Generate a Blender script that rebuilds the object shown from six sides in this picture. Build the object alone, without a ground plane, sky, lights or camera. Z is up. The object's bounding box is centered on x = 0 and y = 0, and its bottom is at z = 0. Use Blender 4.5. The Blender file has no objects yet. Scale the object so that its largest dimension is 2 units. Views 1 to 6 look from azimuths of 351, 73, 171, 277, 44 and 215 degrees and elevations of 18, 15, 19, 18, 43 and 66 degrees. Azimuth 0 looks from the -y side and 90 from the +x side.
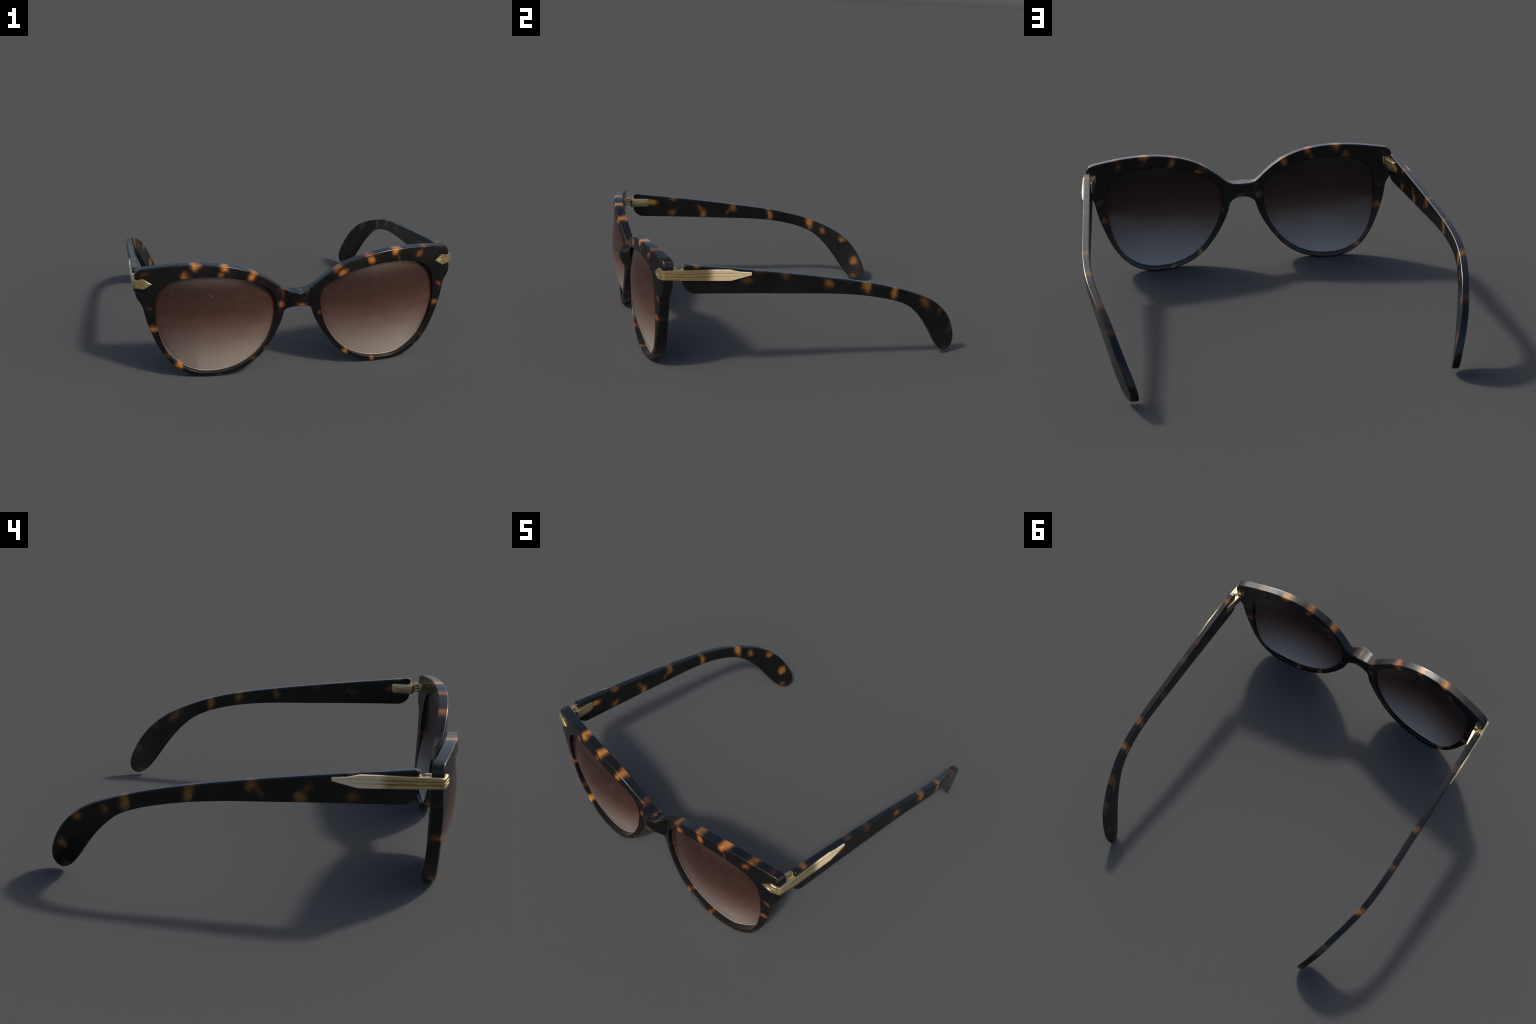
"""Tortoiseshell cat-eye sunglasses with gradient lenses and gilt arrow hinges.

x = left/right, -y = front, z = up.  Everything mirrors about x = 0.
"""
import bpy, bmesh, math, random
from mathutils import Vector

random.seed(7)

# ------------------------------------------------------------------ helpers
def catmull(points, closed=False, per=14):
    """Centripetal Catmull-Rom curve through 2D control points."""
    n = len(points)
    P = [Vector(p) for p in points]
    out = []
    segs = n if closed else n - 1
    for i in range(segs):
        if closed:
            p0, p1, p2, p3 = P[i - 1], P[i], P[(i + 1) % n], P[(i + 2) % n]
        else:
            p1, p2 = P[i], P[i + 1]
            p0 = P[i - 1] if i > 0 else p1 * 2 - p2
            p3 = P[i + 2] if i + 2 < n else p2 * 2 - p1
        d1 = max((p1 - p0).length, 1e-6) ** .5
        d2 = max((p2 - p1).length, 1e-6) ** .5
        d3 = max((p3 - p2).length, 1e-6) ** .5
        m1 = ((p1 - p0) / d1 - (p2 - p0) / (d1 + d2) + (p2 - p1) / d2) * d2
        m2 = ((p2 - p1) / d2 - (p3 - p1) / (d2 + d3) + (p3 - p2) / d3) * d2
        for k in range(per):
            t = k / per
            a = 2 * t**3 - 3 * t**2 + 1
            b = t**3 - 2 * t**2 + t
            c = -2 * t**3 + 3 * t**2
            d = t**3 - t**2
            out.append(p1 * a + m1 * b + p2 * c + m2 * d)
    if not closed:
        out.append(P[-1].copy())
    return out


def resample(poly, n):
    """n+1 points evenly spaced along an open polyline."""
    L = [0.0]
    for a, b in zip(poly, poly[1:]):
        L.append(L[-1] + (b - a).length)
    out, j = [], 0
    for i in range(n + 1):
        t = L[-1] * i / n
        while j < len(L) - 2 and L[j + 1] < t:
            j += 1
        w = (t - L[j]) / max(L[j + 1] - L[j], 1e-9)
        out.append(poly[j].lerp(poly[j + 1], min(max(w, 0), 1)))
    return out


def interp(x, table):
    if x <= table[0][0]:
        return table[0][1]
    for (a, va), (b, vb) in zip(table, table[1:]):
        if x <= b:
            return va + (vb - va) * (x - a) / (b - a)
    return table[-1][1]


def spline_table(table, n=12):
    return [(p.x, p.y) for p in catmull(table, per=n)]


def smooth01(t):
    t = min(max(t, 0.0), 1.0)
    return t * t * (3 - 2 * t)


def make_object(name, verts, faces, material, parent=None, smooth=True):
    me = bpy.data.meshes.new(name)
    me.from_pydata([tuple(v) for v in verts], [], faces)
    bm = bmesh.new()
    bm.from_mesh(me)
    bmesh.ops.remove_doubles(bm, verts=bm.verts, dist=2e-5)
    bmesh.ops.dissolve_degenerate(bm, edges=bm.edges, dist=1e-6)
    bmesh.ops.recalc_face_normals(bm, faces=bm.faces)
    bm.to_mesh(me)
    bm.free()
    me.materials.append(material)
    if smooth:
        me.shade_smooth()
    ob = bpy.data.objects.new(name, me)
    bpy.context.scene.collection.objects.link(ob)
    if parent:
        ob.parent = parent
    return ob


def mirrored(ob, name, material=None):
    """The same part on the other side (x -> -x)."""
    me = ob.data.copy()
    for v in me.vertices:
        v.co.x = -v.co.x
    me.flip_normals()
    if material:
        me.materials.clear()
        me.materials.append(material)
    o = bpy.data.objects.new(name, me)
    bpy.context.scene.collection.objects.link(o)
    o.parent = ob.parent
    return o


# ---------------------------------------------------------------- materials
class Nodes:
    def __init__(self, name):
        self.mat = bpy.data.materials.new(name)
        self.mat.use_nodes = True
        self.t = self.mat.node_tree
        self.bsdf = self.t.nodes["Principled BSDF"]

    def new(self, kind, **kw):
        n = self.t.nodes.new(kind)
        for k, v in kw.items():
            setattr(n, k, v)
        return n

    def link(self, a, b):
        self.t.links.new(a, b)

    def math(self, op, a, b=None, c=None, clamp=False):
        n = self.new("ShaderNodeMath", operation=op, use_clamp=clamp)
        for i, v in enumerate((a, b, c)):
            if v is None:
                continue
            if isinstance(v, (int, float)):
                n.inputs[i].default_value = v
            else:
                self.link(v, n.inputs[i])
        return n.outputs[0]

    def ramp(self, fac, stops, interpolation="LINEAR"):
        n = self.new("ShaderNodeValToRGB")
        n.color_ramp.interpolation = interpolation
        els = n.color_ramp.elements
        while len(els) < len(stops):
            els.new(0.5)
        for e, (p, c) in zip(els, stops):
            e.position = p
            e.color = (*c, 1)
        self.link(fac, n.inputs[0])
        return n.outputs[0]

    def noise(self, vec, scale, detail=2, rough=.5):
        n = self.new("ShaderNodeTexNoise")
        n.inputs["Scale"].default_value = scale
        n.inputs["Detail"].default_value = detail
        n.inputs["Roughness"].default_value = rough
        self.link(vec, n.inputs["Vector"])
        return n


def tortoise(name, axes, spots, red=0.0):
    """Polished acetate: near-black ground with amber clouds that run right
    through the sheet.  axes: the two object axes of the sheet.
    spots: (u, v, radius_u, radius_v, tilt_degrees, strength)."""
    N = Nodes(name)
    tc = N.new("ShaderNodeTexCoord")
    obj = tc.outputs["Object"]
    # wobble the coordinates so that the clouds get ragged outlines
    wob = N.noise(obj, 19, 3, .55)
    sub = N.new("ShaderNodeVectorMath", operation="SUBTRACT")
    N.link(wob.outputs["Color"], sub.inputs[0])
    sub.inputs[1].default_value = (.5, .5, .5)
    sc = N.new("ShaderNodeVectorMath", operation="SCALE")
    N.link(sub.outputs[0], sc.inputs[0])
    sc.inputs["Scale"].default_value = .050
    add = N.new("ShaderNodeVectorMath", operation="ADD")
    N.link(obj, add.inputs[0])
    N.link(sc.outputs[0], add.inputs[1])
    sep = N.new("ShaderNodeSeparateXYZ")
    N.link(add.outputs[0], sep.inputs[0])
    comb = N.new("ShaderNodeCombineXYZ")
    N.link(sep.outputs[axes[0]], comb.inputs[0])
    N.link(sep.outputs[axes[1]], comb.inputs[1])
    total = None
    for (u, v, ru, rv, tilt, strength) in spots:
        mp = N.new("ShaderNodeMapping", vector_type="TEXTURE")
        mp.inputs["Location"].default_value = (u, v, 0)
        mp.inputs["Rotation"].default_value = (0, 0, math.radians(tilt))
        mp.inputs["Scale"].default_value = (ru, rv, 1)
        N.link(comb.outputs[0], mp.inputs[0])
        ln = N.new("ShaderNodeVectorMath", operation="LENGTH")
        N.link(mp.outputs[0], ln.inputs[0])
        mr = N.new("ShaderNodeMapRange", interpolation_type="SMOOTHSTEP")
        mr.inputs["From Min"].default_value = 1.45
        mr.inputs["From Max"].default_value = .15
        mr.inputs["To Min"].default_value = 0
        mr.inputs["To Max"].default_value = strength
        N.link(ln.outputs["Value"], mr.inputs["Value"])
        total = mr.outputs[0] if total is None else N.math("MAXIMUM", total, mr.outputs[0])
    # broad, very faint brown clouds in the dark ground
    cloud = N.noise(comb.outputs[0], 5.5, 3, .55)
    faint = N.new("ShaderNodeMapRange", interpolation_type="SMOOTHSTEP")
    faint.inputs["From Min"].default_value = .56
    faint.inputs["From Max"].default_value = .80
    faint.inputs["To Max"].default_value = .22
    N.link(cloud.outputs["Fac"], faint.inputs["Value"])
    total = N.math("MAXIMUM", total, faint.outputs[0])
    col = N.ramp(total, [(0.0, (.0038, .0034, .0032)), (.18, (.010, .0055, .0038)),
                         (.42, (.062, .0255 - .004 * red, .0072)), (.70, (.198, .088 - .016 * red, .0163)),
                         (1.0, (.42, .190 - .014 * red, .030))])
    N.link(col, N.bsdf.inputs["Base Color"])
    # polish worn by handling: gloss varies, fine smears and pits
    sm = N.noise(obj, 9, 4, .6)
    r = N.new("ShaderNodeMapRange")
    r.inputs["From Min"].default_value = .35
    r.inputs["From Max"].default_value = .7
    r.inputs["To Min"].default_value = .20
    r.inputs["To Max"].default_value = .34
    N.link(sm.outputs["Fac"], r.inputs["Value"])
    N.link(r.outputs[0], N.bsdf.inputs["Roughness"])
    N.bsdf.inputs["IOR"].default_value = 1.5
    pits = N.noise(obj, 60, 3, .6)
    bump = N.new("ShaderNodeBump")
    bump.inputs["Strength"].default_value = .05
    bump.inputs["Distance"].default_value = .003
    N.link(pits.outputs["Fac"], bump.inputs["Height"])
    N.link(bump.outputs[0], N.bsdf.inputs["Normal"])
    return N.mat


# (x, z, half length, half width, tilt, strength)
SCRATCHES = [
    (-.528, .539, .032, .0014, -35, .55), (-.362, .514, .022, .0012, 24, .35), (-.480, .335, .023, .0012, 88, .28),
    (-.522, .597, .032, .0016, -59, .12), (.297, .476, .117, .0012, -35, .16), (.335, .450, .05, .0012, -35, .26),
    (.484, .330, .032, .0012, 90, .10), (.409, .286, .026, .0012, -72, .10),
]


def lens_material():
    N = Nodes("gradient_lens")
    tc = N.new("ShaderNodeTexCoord")
    obj = tc.outputs["Object"]
    sep = N.new("ShaderNodeSeparateXYZ")
    N.link(obj, sep.inputs[0])
    wob = N.noise(obj, 4, 3, .6)
    z = N.math("ADD", sep.outputs[2], N.math("MULTIPLY", N.math("SUBTRACT", wob.outputs["Fac"], .5), .03))
    t = N.math("DIVIDE", z, .7, clamp=True)
    col = N.ramp(t, [(.04, (.47, .405, .350)), (.12, (.39, .325, .277)), (.24, (.277, .220, .187)),
                     (.365, (.172, .116, .098)), (.49, (.101, .054, .044)), (.61, (.054, .0255, .019)),
                     (.80, (.034, .016, .0125)), (1.0, (.028, .0145, .0115))])
    # a thin film of smears and dust on the tint
    smear = N.noise(obj, 26, 5, .65)
    mr = N.new("ShaderNodeMapRange")
    mr.inputs["From Min"].default_value = .55
    mr.inputs["From Max"].default_value = .85
    mr.inputs["To Max"].default_value = .10
    N.link(smear.outputs["Fac"], mr.inputs["Value"])
    mix = N.new("ShaderNodeMix", data_type="RGBA")
    N.link(mr.outputs[0], mix.inputs["Factor"])
    N.link(col, mix.inputs["A"])
    mix.inputs["B"].default_value = (.22, .19, .17, 1)
    # hairline scratches and a wiped smear under the brow
    xz = N.new("ShaderNodeCombineXYZ")
    N.link(sep.outputs[0], xz.inputs[0])
    N.link(sep.outputs[2], xz.inputs[1])
    total = None
    for (u, v, half, wide, tilt, strength) in SCRATCHES:
        mp = N.new("ShaderNodeMapping", vector_type="TEXTURE")
        mp.inputs["Location"].default_value = (u, v, 0)
        mp.inputs["Rotation"].default_value = (0, 0, math.radians(tilt))
        mp.inputs["Scale"].default_value = (half, wide, 1)
        N.link(xz.outputs[0], mp.inputs[0])
        ln = N.new("ShaderNodeVectorMath", operation="LENGTH")
        N.link(mp.outputs[0], ln.inputs[0])
        m = N.math("MULTIPLY", N.math("SUBTRACT", 1.1, ln.outputs["Value"], clamp=True), strength)
        total = m if total is None else N.math("MAXIMUM", total, m)
    streak = N.noise(obj, 14, 4, .7)
    band = N.new("ShaderNodeMapRange", interpolation_type="SMOOTHSTEP")
    band.inputs["From Min"].default_value = .58
    band.inputs["From Max"].default_value = .66
    N.link(sep.outputs[2], band.inputs["Value"])
    sm = N.math("MULTIPLY", N.math("MULTIPLY", band.outputs[0], streak.outputs["Fac"]), .16)
    total = N.math("MAXIMUM", total, sm)
    mix2 = N.new("ShaderNodeMix", data_type="RGBA")
    N.link(total, mix2.inputs["Factor"])
    N.link(mix.outputs["Result"], mix2.inputs["A"])
    mix2.inputs["B"].default_value = (.30, .22, .16, 1)
    N.link(mix2.outputs["Result"], N.bsdf.inputs["Base Color"])
    N.bsdf.inputs["Roughness"].default_value = .22
    N.bsdf.inputs["IOR"].default_value = 1.45
    bump = N.new("ShaderNodeBump")
    bump.inputs["Strength"].default_value = .06
    bump.inputs["Distance"].default_value = .003
    N.link(smear.outputs["Fac"], bump.inputs["Height"])
    N.link(bump.outputs[0], N.bsdf.inputs["Normal"])
    return N.mat


def gilt(name, tint=(.77, .595, .31), rough=.27, worn_from=None):
    N = Nodes(name)
    tc = N.new("ShaderNodeTexCoord")
    obj = tc.outputs["Object"]
    mp = N.new("ShaderNodeMapping")
    mp.inputs["Scale"].default_value = (30, 5, 42)
    N.link(obj, mp.inputs[0])
    brush = N.noise(mp.outputs[0], 1.6, 4, .6)
    dark = tuple(c * .72 for c in tint)
    col = N.ramp(brush.outputs["Fac"], [(.3, dark), (.62, tint)])
    N.link(col, N.bsdf.inputs["Base Color"])
    N.bsdf.inputs["Metallic"].default_value = .92
    r = N.new("ShaderNodeMapRange")
    r.inputs["To Min"].default_value = rough - .06
    r.inputs["To Max"].default_value = rough + .14
    N.link(brush.outputs["Fac"], r.inputs["Value"])
    rough_out = r.outputs[0]
    if worn_from is not None:                    # matt, rubbed stretch towards the tail
        sep = N.new("ShaderNodeSeparateXYZ")
        N.link(obj, sep.inputs[0])
        w = N.new("ShaderNodeMapRange", interpolation_type="SMOOTHSTEP")
        w.inputs["From Min"].default_value = worn_from - .03
        w.inputs["From Max"].default_value = worn_from + .03
        w.inputs["To Max"].default_value = .24
        N.link(sep.outputs[1], w.inputs["Value"])
        rough_out = N.math("ADD", rough_out, w.outputs[0])
        rub = N.new("ShaderNodeMix", data_type="RGBA")
        N.link(N.math("MULTIPLY", w.outputs[0], 4.0), rub.inputs["Factor"])
        N.link(col, rub.inputs["A"])
        rub.inputs["B"].default_value = (.86, .68, .42, 1)
        N.link(rub.outputs["Result"], N.bsdf.inputs["Base Color"])
        N.link(N.math("SUBTRACT", .92, N.math("MULTIPLY", w.outputs[0], 2.5)), N.bsdf.inputs["Metallic"])
    N.link(rough_out, N.bsdf.inputs["Roughness"])
    bump = N.new("ShaderNodeBump")
    bump.inputs["Strength"].default_value = .22
    bump.inputs["Distance"].default_value = .004
    N.link(brush.outputs["Fac"], bump.inputs["Height"])
    N.link(bump.outputs[0], N.bsdf.inputs["Normal"])
    return N.mat


def plain(name, colour, rough=.5, metallic=0.0):
    N = Nodes(name)
    tc = N.new("ShaderNodeTexCoord")
    n = N.noise(tc.outputs["Object"], 40, 3)
    col = N.ramp(n.outputs["Fac"], [(.3, tuple(c * .7 for c in colour)), (.7, colour)])
    N.link(col, N.bsdf.inputs["Base Color"])
    N.bsdf.inputs["Roughness"].default_value = rough
    N.bsdf.inputs["Metallic"].default_value = metallic
    return N.mat


# amber clouds: (u, v, radius_u, radius_v, tilt, strength)
FRONT_SPOTS = [
    # +x half
    (.232, .665, .040, .050, 0, .85), (.420, .735, .040, .038, 0, 1.0), (.608, .745, .040, .044, 0, 1.0), (.788, .742, .038, .036, 0, .72),
    (.275, .612, .034, .026, 20, .85),
    (.440, .680, .026, .040, 25, .92),
    (.600, .722, .027, .034, -10, .95), (.624, .675, .015, .03, 0, .35),
    (.760, .688, .028, .030, 20, .58),
    (.945, .685, .012, .022, -20, .34), (.905, .700, .04, .010, -30, .26), (.896, .472, .032, .014, -30, .55),
    (.866, .353, .036, .026, 0, .68), (.282, .090, .028, .028, 40, .95),
    (.465, .012, .024, .030, 0, .85), (.132, .369, .014, .022, 0, .62),
    (.797, .139, .026, .016, 40, .35), (.752, .080, .022, .018, 30, .40), (.900, .640, .03, .012, 60, .15),
    # bridge
    (.014, .448, .042, .018, -18, .62), (.06, .515, .016, .02, 0, .30), (0.005, .530, .028, .012, 0, .80),
    (-.104, .442, .028, .026, 0, .66), (-.088, .505, .014, .05, 10, .45), (-.092, .535, .03, .022, 0, .40),
    # -x half
    (-.258, .676, .040, .045, 0, .95), (-.434, .732, .042, .040, 0, 1.0), (-.611, .745, .042, .046, 0, 1.0),
    (-.278, .640, .032, .040, -35, .92), (-.266, .672, .030, .018, 0, .70),
    (-.436, .705, .034, .032, -30, .95), (-.462, .664, .024, .026, -20, .60),
    (-.615, .722, .027, .036, 0, .98), (-.675, .668, .036, .036, -20, .66),
    (-.905, .678, .040, .018, 35, .35), (-.880, .470, .030, .016, 0, .35),
    (-.872, .338, .040, .028, 0, .80), (-.800, .160, .030, .026, 0, .38),
    (-.730, .082, .036, .030, -40, .98), (-.500, .010, .03, .02, 0, .30),
    (-.272, .104, .024, .018, 30, .48), (-.207, .172, .022, .018, 30, .50),
]
PLUS_ARM_SPOTS = [   # u = y, v = z
    (-.655, .613, .040, .028, 0, .55), (-.412, .583, .055, .028, 0, .42), (-.193, .600, .030, .036, 60, .38),
    (-.240, .512, .030, .018, 0, .22), (-.578, .545, .03, .03, 0, .18), (-.700, .678, .034, .02, 0, .60),
    (.071, .545, .040, .038, 0, .58), (.309, .516, .036, .055, 20, .72), (.495, .470, .036, .060, 0, .80),
    (.721, .385, .036, .075, 50, .58), (.845, .318, .030, .04, 0, .42), (.948, .178, .03, .045, 0, .42),
    (.930, .036, .045, .025, 0, .42), (-.35, .630, .035, .02, 0, .35),
]
MINUS_ARM_SPOTS = [
    (-.640, .618, .050, .030, 0, .82), (-.487, .640, .040, .020, 0, .55), (-.492, .540, .045, .032, 0, .52),
    (-.255, .523, .040, .045, 0, .68), (-.280, .560, .058, .022, -53, .48), (-.028, .570, .034, .045, 25, .62),
    (-.062, .543, .052, .020, 49, .46), (.262, .508, .060, .028, 112, .76), (.268, .49, .034, .03, 0, .60),
    (.575, .445, .034, .062, 5, .80), (.677, .388, .030, .036, 0, .60), (.830, .328, .036, .032, -20, .68),
    (.922, .163, .036, .036, 0, .72), (.914, .045, .04, .03, 0, .45),
]

front_mat = tortoise("tortoiseshell_front", ("X", "Z"), FRONT_SPOTS, red=1.0)
arm_mat_plus = tortoise("tortoiseshell_temple_a", ("Y", "Z"), PLUS_ARM_SPOTS)
arm_mat_minus = tortoise("tortoiseshell_temple_b", ("Y", "Z"), MINUS_ARM_SPOTS)
lens_mat = lens_material()
gold = gilt("gilt_metal")
trim_gold = gilt("gilt_trim", worn_from=-.62)
screw_mat = plain("brown_brass", (.20, .085, .02), .45, .4)

# ------------------------------------------------------------ root
root = bpy.data.objects.new("sunglasses", None)
bpy.context.scene.collection.objects.link(root)
root["label"] = "dark tortoiseshell cat-eye sunglasses with gradient lenses and gold arrows"
root["category"] = "sunglasses"

# ------------------------------------------------------------ front surface
BRIDGE_HALF = .086


def front_y(x, z):
    """Base curve of the front face (-y is forward)."""
    ax = abs(x)
    e = max(ax, .095)
    y = (-.84349 - .37343 * e + .57258 * e * e - .15356 * e**3
         - .26533 * z + .25257 * z * z - .01684 * e * z)
    y -= .014 * smooth01((.42 - z) / .42)
    if ax < BRIDGE_HALF:                      # bridge bulges forward
        y -= .057 * (1 - (ax / BRIDGE_HALF) ** 2)
    return y


def back_y(x, z):
    ax = abs(x)
    e = max(ax, .095)
    y = (-.84349 - .37343 * e + .57258 * e * e - .15356 * e**3
         - .26533 * z + .25257 * z * z - .01684 * e * z)
    y += .056 - .003 * smooth01((.42 - z) / .42)
    if ax < .11:
        y -= .006 * (1 - (ax / .11) ** 2)
    return y


# outline of one half of the front, from bridge top over the brow, round the
# end piece and the rim, to the underside of the bridge
OUTER = [(0, .521), (.03, .5212), (.055, .524), (.075, .531), (.095, .542), (.118, .559), (.151, .586),
         (.18, .608), (.21, .629), (.255, .656), (.31, .680), (.384, .704), (.464, .720), (.546, .730),
         (.63, .733), (.70, .732), (.774, .7275), (.863, .718), (.915, .711), (.940, .703), (.953, .690),
         (.960, .672), (.963, .63), (.964, .575), (.962, .546), (.954, .525), (.938, .501), (.927, .476),
         (.919, .435), (.907, .378), (.889, .319), (.868, .261), (.840, .1965), (.804, .134), (.764, .085),
         (.714, .045), (.656, .0165), (.59, .0025), (.535, 0), (.48, .003), (.424, .013), (.365, .0325),
         (.311, .062), (.2575, .102), (.208, .1565), (.164, .217), (.1265, .2815), (.099, .342), (.088, .380),
         (.080, .401), (.066, .416), (.045, .428), (.02, .4345), (0, .436)]
INNER = [(.136, .455), (.138, .40), (.147, .348), (.168, .28), (.203, .213), (.247, .153), (.295, .108),
         (.345, .075), (.40, .050), (.46, .034), (.53, .027), (.60, .031), (.66, .049), (.715, .081),
         (.765, .126), (.805, .19), (.833, .268), (.848, .35), (.853, .43), (.849, .495), (.838, .55),
         (.813, .592), (.774, .622), (.72, .641), (.646, .653), (.57, .656), (.49, .652), (.41, .640),
         (.33, .620), (.258, .593), (.205, .567), (.163, .530), (.145, .50)]
EYE = Vector((.49, .35))
inner_dense = catmull(INNER, closed=True, per=16)


def angle_of(p):
    return math.atan2(p.y - EYE.y, p.x - EYE.x) % (2 * math.pi)


inner_by_angle = sorted(((angle_of(p), p) for p in inner_dense), key=lambda t: t[0])


def inner_at(a):
    a %= 2 * math.pi
    L = inner_by_angle
    lo, hi = 0, len(L)
    while lo < hi:
        m = (lo + hi) // 2
        if L[m][0] < a:
            lo = m + 1
        else:
            hi = m
    a1, p1 = L[lo % len(L)]
    a0, p0 = L[lo - 1]
    d = (a1 - a0) % (2 * math.pi)
    w = ((a - a0) % (2 * math.pi)) / d if d > 1e-9 else 0
    return p0.lerp(p1, w)


def build_front():
    NO, NC, M, K = 420, 16, 16, 4
    R_OUT, R_IN = .0062, .004
    outer = resample(catmull(OUTER, per=12), NO)
    # nasal stretch (bridge) gets its inner partners spread by arc length
    i0 = max(i for i in range(NO // 2) if outer[i].x <= .125)
    i1 = min(i for i in range(NO // 2, NO + 1) if outer[i].x <= .10 and outer[i].y > .33)
    a_top, a_bot = angle_of(outer[i0]), angle_of(outer[i1])
    step = (outer[1] - outer[0]).length
    total = i0 * step + (.521 - .436) + (NO - i1) * step
    cols = []          # (outer point, outward normal or None, inner point)

    def nasal(dist):   # distance from the brow end of the stretch
        return a_top + (a_bot - a_top) * dist / total

    for i, p in enumerate(outer):
        t = outer[min(i + 1, NO)] - outer[max(i - 1, 0)]
        n = Vector((-t.y, t.x)).normalized()
        if i == 0:
            n = Vector((0, 1))
        if i == NO:
            n = Vector((0, -1))
        if i <= i0:
            a = nasal((i0 - i) * step)
        elif i >= i1:
            a = nasal(total - (i - i1) * step)
        else:
            a = angle_of(p)
        cols.append((p, n, inner_at(a)))
    z1, z0 = .521 - R_OUT, .436 + R_OUT
    for k in range(1, NC):                         # centre line x = 0, bottom to top
        f = k / NC
        p = Vector((0, z0 + (z1 - z0) * f))
        cols.append((p, None, inner_at(nasal(i0 * step + (1 - f) * .085))))
    n = len(cols)
    tang = [(cols[(i + 1) % n][2] - cols[i - 1][2]) for i in range(n)]
    verts, index = [], []
    for i, (po, no, pi_) in enumerate(cols):
        t = tang[i]
        ni = Vector((-t.y, t.x)).normalized()      # from rim towards... set to point into the rim
        if ni.dot(pi_ - EYE) < 0:
            ni = -ni
        row = []

        def put(p, y):
            verts.append((max(p.x, 0.0), y, p.y))
            row.append(len(verts) - 1)

        a_in = pi_ + ni * R_IN
        b_in = po - no * R_OUT if no is not None else po
        for side in (0, 1):                        # 0 front: inner->outer, 1 back: outer->inner
            fy = front_y if side == 0 else back_y
            sgn = 1 if side == 0 else -1
            seq = []
            seq.append((pi_, sgn * (R_IN + .0015), a_in))
            for k in range(K):
                th = math.pi / 2 * k / K
                p = pi_ + ni * R_IN * (1 - math.cos(th))
                seq.append((p, sgn * R_IN * (1 - math.sin(th)), a_in))
            span = max((b_in - a_in).length, 1e-6)
            w = min(.0015 / span, .2)               # tight loops keep the faces flat
            for m in [0, w] + [w + (1 - 2 * w) * q / M for q in range(1, M)] + [1 - w, 1]:
                seq.append((a_in.lerp(b_in, m), 0, None))
            for k in range(K - 1, -1, -1):
                th = math.pi / 2 * k / K
                if no is None:
                    seq.append((po, 0, None))
                else:
                    p = po - no * R_OUT * (1 - math.cos(th))
                    seq.append((p, sgn * R_OUT * (1 - math.sin(th)), b_in))
            seq.append((po, sgn * (R_OUT + .0015) if no is not None else 0, b_in))
            if side == 1:
                seq.reverse()
            for p, dy, _ in seq:
                put(p, fy(p.x, p.y) + dy)
        index.append(row)
    faces = []
    rows = len(index[0])
    half = rows // 2
    for i in range(n):
        j = (i + 1) % n
        open_col = cols[i][1] is None or cols[j][1] is None
        for k in range(rows):
            l = (k + 1) % rows
            if open_col and (k >= half - 2 - K and k < half + K + 1):
                continue                            # no side wall on the mirror plane
            faces.append((index[i][k], index[j][k], index[j][l], index[i][l]))
    # mirror
    off = len(verts)
    verts += [(-x, y, z) for x, y, z in verts]
    faces += [tuple(off + v for v in reversed(f)) for f in faces]
    return verts, faces


def split_front(verts, faces):
    """One smooth body, cut by region into rims and bridge."""
    whole = make_object("front_body", verts, faces, front_mat)
    me = whole.data
    vn = [v.normal.copy() for v in me.vertices]
    groups = {"bridge": [], "rim": [], "rim.001": []}
    for p in me.polygons:
        x = p.center.x
        key = "bridge" if abs(x) < .092 and p.center.z > .392 and p.center.z < .56 else ("rim" if x > 0 else "rim.001")
        groups[key].append(list(p.vertices))
    out = []
    for key, fs in groups.items():
        used = sorted({v for f in fs for v in f})
        rank = {v: i for i, v in enumerate(used)}
        m = bpy.data.meshes.new(key)
        m.from_pydata([me.vertices[v].co[:] for v in used], [], [[rank[v] for v in f] for f in fs])
        m.materials.append(front_mat)
        m.shade_smooth()
        m.normals_split_custom_set_from_vertices([vn[v] for v in used])
        o = bpy.data.objects.new(key, m)
        bpy.context.scene.collection.objects.link(o)
        o.parent = root
        out.append(o)
    bpy.data.objects.remove(whole)
    bpy.data.meshes.remove(me)
    return out


front_parts = split_front(*build_front())

# ------------------------------------------------------------ lenses
LENS_C = Vector((.460, .435))


def lens_front_y(p, edge):
    """Shallow dome, dropping away to a bevel near its edge (edge: 0 rim..1 centre)."""
    y = -.985 + .60 * (p.x - LENS_C.x) ** 2 + .57 * (p.y - LENS_C.y) ** 2
    y += .6 * max(0.0, p.x - .62) * max(0.0, .38 - p.y)      # outer lower quarter turns back
    bev = max(0.0, 1 - edge / .03)
    return y + .004 * bev * bev


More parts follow.
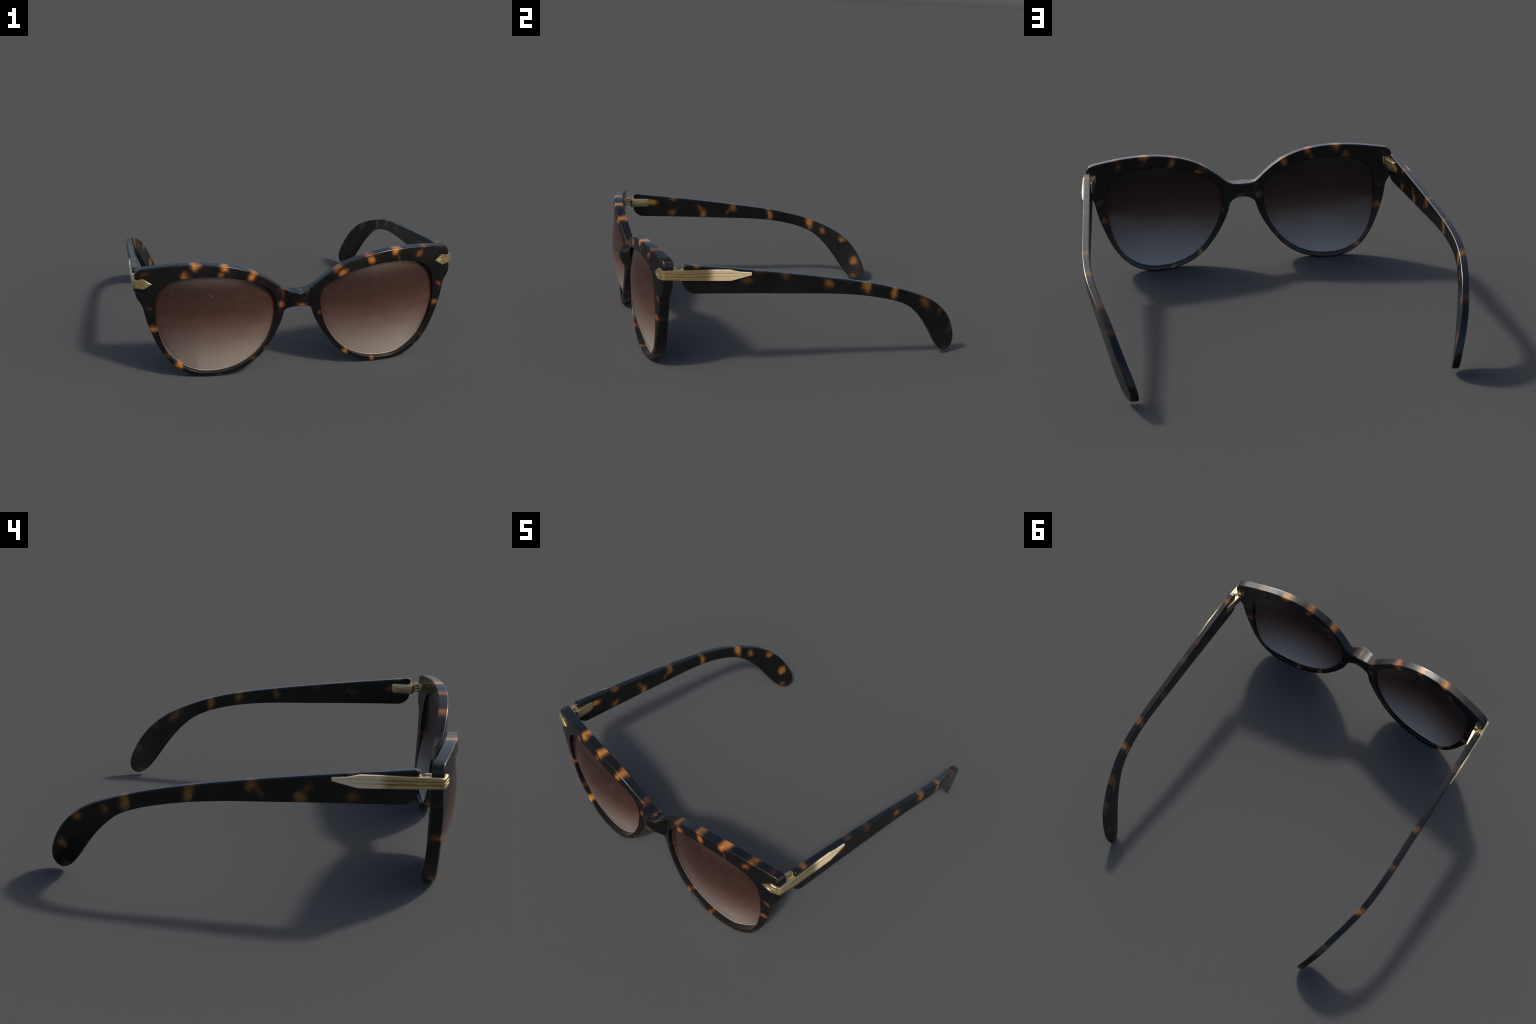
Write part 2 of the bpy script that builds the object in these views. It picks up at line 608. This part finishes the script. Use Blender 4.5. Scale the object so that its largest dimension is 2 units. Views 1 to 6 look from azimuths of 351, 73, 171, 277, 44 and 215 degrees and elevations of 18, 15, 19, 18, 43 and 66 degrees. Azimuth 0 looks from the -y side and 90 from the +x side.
def build_lens():
    n = 200
    ring = resample(inner_dense + [inner_dense[0]], n)[:-1]
    levels = [0, .015, .03, .05, .075, .11, .16, .23, .32, .43, .56, .70, .85]
    verts, faces = [], []

    def layer(back):
        idx = []
        for lv in levels:
            r = []
            for p in ring:
                q = EYE + (p - EYE) * (1.012 * (1 - lv))
                y = lens_front_y(q, lv)
                if back:
                    y += .007
                verts.append((q.x, y, q.y))
                r.append(len(verts) - 1)
            idx.append(r)
        verts.append((EYE.x, lens_front_y(EYE, 1) + (.007 if back else 0), EYE.y))
        c = len(verts) - 1
        for a, b in zip(idx, idx[1:]):
            for i in range(n):
                j = (i + 1) % n
                faces.append((a[i], a[j], b[j], b[i]))
        for i in range(n):
            faces.append((idx[-1][i], idx[-1][(i + 1) % n], c))
        return idx[0]

    f = layer(False)
    b = layer(True)
    for i in range(n):
        j = (i + 1) % n
        faces.append((f[i], b[i], b[j], f[j]))
    return verts, faces


lens = make_object("lens", *build_lens(), lens_mat, root)
lens_twin = mirrored(lens, "lens.001")


def build_lens_glint_bead():
    """Thin bead modelled along the lens border to draw its bright glint line."""
    n, k, r = 200, 8, .0042
    ring = resample(inner_dense + [inner_dense[0]], n)[:-1]
    verts, faces = [], []
    for i, p in enumerate(ring):
        t = (ring[(i + 1) % n] - ring[i - 1]).normalized()
        nn = Vector((-t.y, t.x))
        p = p + (EYE - p).normalized() * .002
        y = lens_front_y(p, .0) - .001
        for j in range(k):
            a = 2 * math.pi * j / k
            verts.append((p.x + nn.x * r * math.cos(a), y + r * math.sin(a), p.y + nn.y * r * math.cos(a)))
    for i in range(n):
        for j in range(k):
            a, b = i * k, ((i + 1) % n) * k
            faces.append((a + j, a + (j + 1) % k, b + (j + 1) % k, b + j))
    return verts, faces


lens_glint_bead = make_object("lens_glint_bead", *build_lens_glint_bead(), lens_mat, lens)
lens_glint_bead_twin = mirrored(lens_glint_bead, "lens_glint_bead.001")
lens_glint_bead_twin.parent = lens_twin

# ------------------------------------------------------------ temples
INSIDE_X = spline_table([(-2, .937), (-.3, .937), (.024, .938), (.12, .936), (.212, .931), (.295, .923), (.378, .911), (.46, .894),
                         (.544, .875), (.63, .853), (.713, .832), (.79, .811), (.86, .788), (.92, .765),
                         (.974, .745), (1.2, .66)])


def temple_inside(y, z):
    return interp(y - .45 * z, INSIDE_X) - .005


TEMPLE_T = .038
UPPER = [(-.7765, .615), (-.777, .66), (-.775, .675), (-.766, .6805), (-.74, .678), (-.62, .664), (-.47, .648),
         (-.25, .622), (-.02, .592), (.215, .557), (.38, .5265), (.525, .490), (.65, .447), (.756, .401),
         (.839, .347), (.906, .282), (.955, .209), (.989, .131), (.997, .086), (.991, .052), (.972, .029),
         (.944, .019)]
LOWER = [(-.7765, .615), (-.776, .58), (-.773, .560), (-.763, .541), (-.742, .5245), (-.722, .515), (-.69, .513), (-.59, .510), (-.37, .502),
         (-.14, .492), (.09, .482), (.25, .468), (.389, .445), (.509, .4135), (.603, .372), (.668, .321),
         (.730, .255), (.794, .169), (.844, .096), (.884, .050), (.914, .028), (.944, .019)]


def build_slab(upper, lower, inside, thick, n=200, m=10, r=.0062, K=4):
    """Flat bar: outline in the y-z plane, depth along x with rounded edges."""
    U, L = resample(catmull(upper, per=12), n), resample(catmull(lower, per=12), n)
    loop = U + L[-2:0:-1]
    N = len(loop)
    cen = []
    nor = []
    for i in range(N):
        t = loop[(i + 1) % N] - loop[i - 1]
        nor.append(Vector((t.y, -t.x)).normalized())   # sign fixed below
    area = sum(loop[i - 1].x * loop[i].y - loop[i].x * loop[i - 1].y for i in range(N))
    if area < 0:                                       # clockwise: outward is the other side
        nor = [-v for v in nor]
    verts, faces = [], []
    rings = []
    for side in (0, 1):                                # 0 = inside face, 1 = outside face
        steps = [(r * (1 - math.cos(math.pi / 2 * k / K)), r * (1 - math.sin(math.pi / 2 * k / K)))
                 for k in range(K + 1)]
        steps = [(0, r + .0015)] + steps + [(r + .0015, 0)]
        for ins, dep in (reversed(steps) if side == 0 else steps):
            ring = []
            for p, nn in zip(loop, nor):
                q = p - nn * ins
                x = inside(q.x, q.y) + (dep if side == 0 else thick - dep)
                verts.append((x, q.x, q.y))
                ring.append(len(verts) - 1)
            rings.append(ring)
    for a, b in zip(rings, rings[1:]):
        for i in range(N):
            j = (i + 1) % N
            faces.append((a[i], a[j], b[j], b[i]))
    for ring, dx in ((rings[0], 0.0), (rings[-1], thick)):
        up = ring[:n + 1]
        lo = [ring[0]] + ring[:n:-1] + [ring[n]]
        lo = lo[:n + 1]
        grid = []
        for a, b in zip(up, lo):
            va, vb = Vector(verts[a]), Vector(verts[b])
            row = [a]
            for k in range(1, m):
                q = va.lerp(vb, k / m)
                verts.append((inside(q.y, q.z) + dx, q.y, q.z))
                row.append(len(verts) - 1)
            row.append(b)
            grid.append(row)
        for i in range(n):
            for k in range(m):
                faces.append((grid[i][k], grid[i + 1][k], grid[i + 1][k + 1], grid[i][k + 1]))
    return verts, faces


temple = make_object("temple", *build_slab(UPPER, LOWER, temple_inside, TEMPLE_T), arm_mat_plus, root)
temple_twin = mirrored(temple, "temple.001", arm_mat_minus)

# ------------------------------------------------------------ gilt trim
def build_trim():
    """Ribbed strip: arrowhead on the front of the end piece, bent round the
    corner and run back along the temple to a blunt point."""
    lift = .0085
    plan = []                                   # (x, y, nx, ny) on the carrying surface
    def add(x, y, nx, ny):
        plan.append((x, y, nx, ny))
    xs = [.866, .872, .880, .890, .900, .908, .916, .925, .935, .945, .953]
    for x in xs:
        add(x, front_y(x, .62), -.15, -.99)
    cx, cy, r = .953, front_y(.953, .62) + .012, .012
    for k in range(1, 9):
        a = math.pi / 2 * k / 8
        add(cx + r * math.sin(a), cy - r * math.cos(a), math.sin(a), -math.cos(a))
    y0 = cy
    for k in range(1, 61):
        f = k / 60
        y = y0 + (-.391 - y0) * f
        x = .965 + .0060 * smooth01((y + .87) / .10)
        add(x, y, 1, 0)
    length = [0]
    for a, b in zip(plan, plan[1:]):
        length.append(length[-1] + math.hypot(b[0] - a[0], b[1] - a[1]))
    front_len = length[len(xs) - 1]
    # half-heights: top and bottom edge of the strip
    def edges(i):
        x, y = plan[i][0], plan[i][1]
        if i < len(xs):                          # arrowhead, widest at x = .916
            w = interp(x, [(.866, .0015), (.916, .0335), (.930, .030), (.953, .0255)])
            return .621 + w, .621 - w
        top = interp(y, [(-.9, .6475), (-.86, .652), (-.62, .6515), (-.515, .648), (-.46, .634), (-.391, .628)])
        bot = interp(y, [(-.9, .5955), (-.86, .5955), (-.777, .592), (-.63, .586), (-.51, .582), (-.43, .600), (-.391, .609)])
        return top, bot
    J = 36
    verts, rows = [], []
    for i, (x, y, nx, ny) in enumerate(plan):
        top, bot = edges(i)
        ln = math.hypot(nx, ny)
        nx, ny = nx / ln, ny / ln
        fade = smooth01((length[i] - .02) / .03) * (1 - smooth01((y + .56) / .16))
        th = lift * (1 if i >= len(xs) else interp(x, [(.866, .45), (.885, 1), (.953, 1)]))
        th *= 1 - .45 * smooth01((y + .50) / .11)
        row = []
        for j in range(J + 1):
            v = j / J
            z = bot + (top - bot) * v
            e = min(v, 1 - v) * (top - bot)
            h = th * (min(1, e / .003) ** .5 if e < .003 else 1)
            # two V grooves between three ribs, with rounded rib crowns
            g = 0
            for c0 in (.36, .64):
                g = max(g, max(0, 1 - abs(v - c0) / .055))
            h -= .0066 * fade * g
            verts.append((x + nx * h, y + ny * h, z))
            row.append(len(verts) - 1)
        back = []
        for v in (1.0, 0.0):                      # buried underside
            z = bot + (top - bot) * v
            verts.append((x - nx * .005, y - ny * .005, z))
            back.append(len(verts) - 1)
        rows.append(row + back)
    faces = []
    W = len(rows[0])
    for a, b in zip(rows, rows[1:]):
        for j in range(W):
            k = (j + 1) % W
            faces.append((a[j], a[k], b[k], b[j]))
    faces.append(tuple(rows[0]))
    faces.append(tuple(reversed(rows[-1])))
    return verts, faces


def sharpen(ob, angle=35):
    ob.data.shade_smooth()
    bm = bmesh.new()
    bm.from_mesh(ob.data)
    for e in bm.edges:
        if len(e.link_faces) == 2:
            e.smooth = e.calc_face_angle(0) < math.radians(angle)
    bm.to_mesh(ob.data)
    bm.free()


trim = make_object("hinge_trim", *build_trim(), trim_gold, root)
sharpen(trim, 40)
trim_twin = mirrored(trim, "hinge_trim.001")


# ------------------------------------------------------------ hinges
def prism(outline, z0, z1, bevel=.003, seg=2):
    """Extrude a plan outline (x, y) between two heights, with soft edges."""
    bm = bmesh.new()
    vs = [bm.verts.new((x, y, z0)) for x, y in outline]
    f = bm.faces.new(vs)
    ext = bmesh.ops.extrude_face_region(bm, geom=[f])
    for v in ext["geom"]:
        if isinstance(v, bmesh.types.BMVert):
            v.co.z = z1
    bmesh.ops.recalc_face_normals(bm, faces=bm.faces)
    bmesh.ops.bevel(bm, geom=list(bm.edges), offset=bevel, segments=seg, affect="EDGES", profile=.5)
    verts = [v.co.copy() for v in bm.verts]
    bm.verts.index_update()
    faces = [[v.index for v in f.verts] for f in bm.faces]
    bm.free()
    return verts, faces


def join(*parts):
    V, F = [], []
    for v, f in parts:
        o = len(V)
        V += list(v)
        F += [[o + i for i in q] for q in f]
    return V, F


# leaf let into the inside of the temple
leaf = join(
    prism([(.945, -.800), (.913, -.800), (.910, -.790), (.921, -.690), (.926, -.672), (.945, -.672)], .587, .645),
    prism([(.945, -.674), (.929, -.674), (.935, -.655), (.945, -.655)], .595, .640, .002),
    # thin end plate on the front of the temple
    prism([(.939, -.7755), (.954, -.7755), (.954, -.7805), (.939, -.7805)], .640, .677, .0018),
    prism([(.939, -.7755), (.971, -.7755), (.971, -.7800), (.939, -.7800)], .640, .656, .0018),
)
hinge_leaf = make_object("hinge_leaf", *leaf, gold, root)
sharpen(hinge_leaf, 30)
# knuckle between front and temple
knuckle = join(
    prism([(.968, -.840), (.930, -.840), (.928, -.779), (.968, -.779)], .597, .648),
    prism([(.932, -.846), (.911, -.846), (.911, -.806), (.932, -.806)], .602, .619, .003),
    prism([(.932, -.846), (.911, -.846), (.911, -.806), (.932, -.806)], .623, .6375, .003),
    prism([(.932, -.846), (.910, -.846), (.910, -.803), (.932, -.803)], .6415, .653, .003),
    # plate let into the back of the front
    prism([(.945, -.828), (.945, -.850), (.905, -.860), (.905, -.836)], .603, .652, .003),
)
hinge_knuckle = make_object("hinge_knuckle", *knuckle, gold, root)
sharpen(hinge_knuckle, 30)
screw = make_object("hinge_screw", *prism([(.9395 + .0085 * math.cos(a), -.797 + .0085 * math.sin(a))
                                           for a in [i * math.pi / 8 for i in range(16)]], .62, .6505, .0015), screw_mat, root)
sharpen(screw, 30)
for o in (hinge_leaf, hinge_knuckle, screw):
    mirrored(o, o.name + ".001")
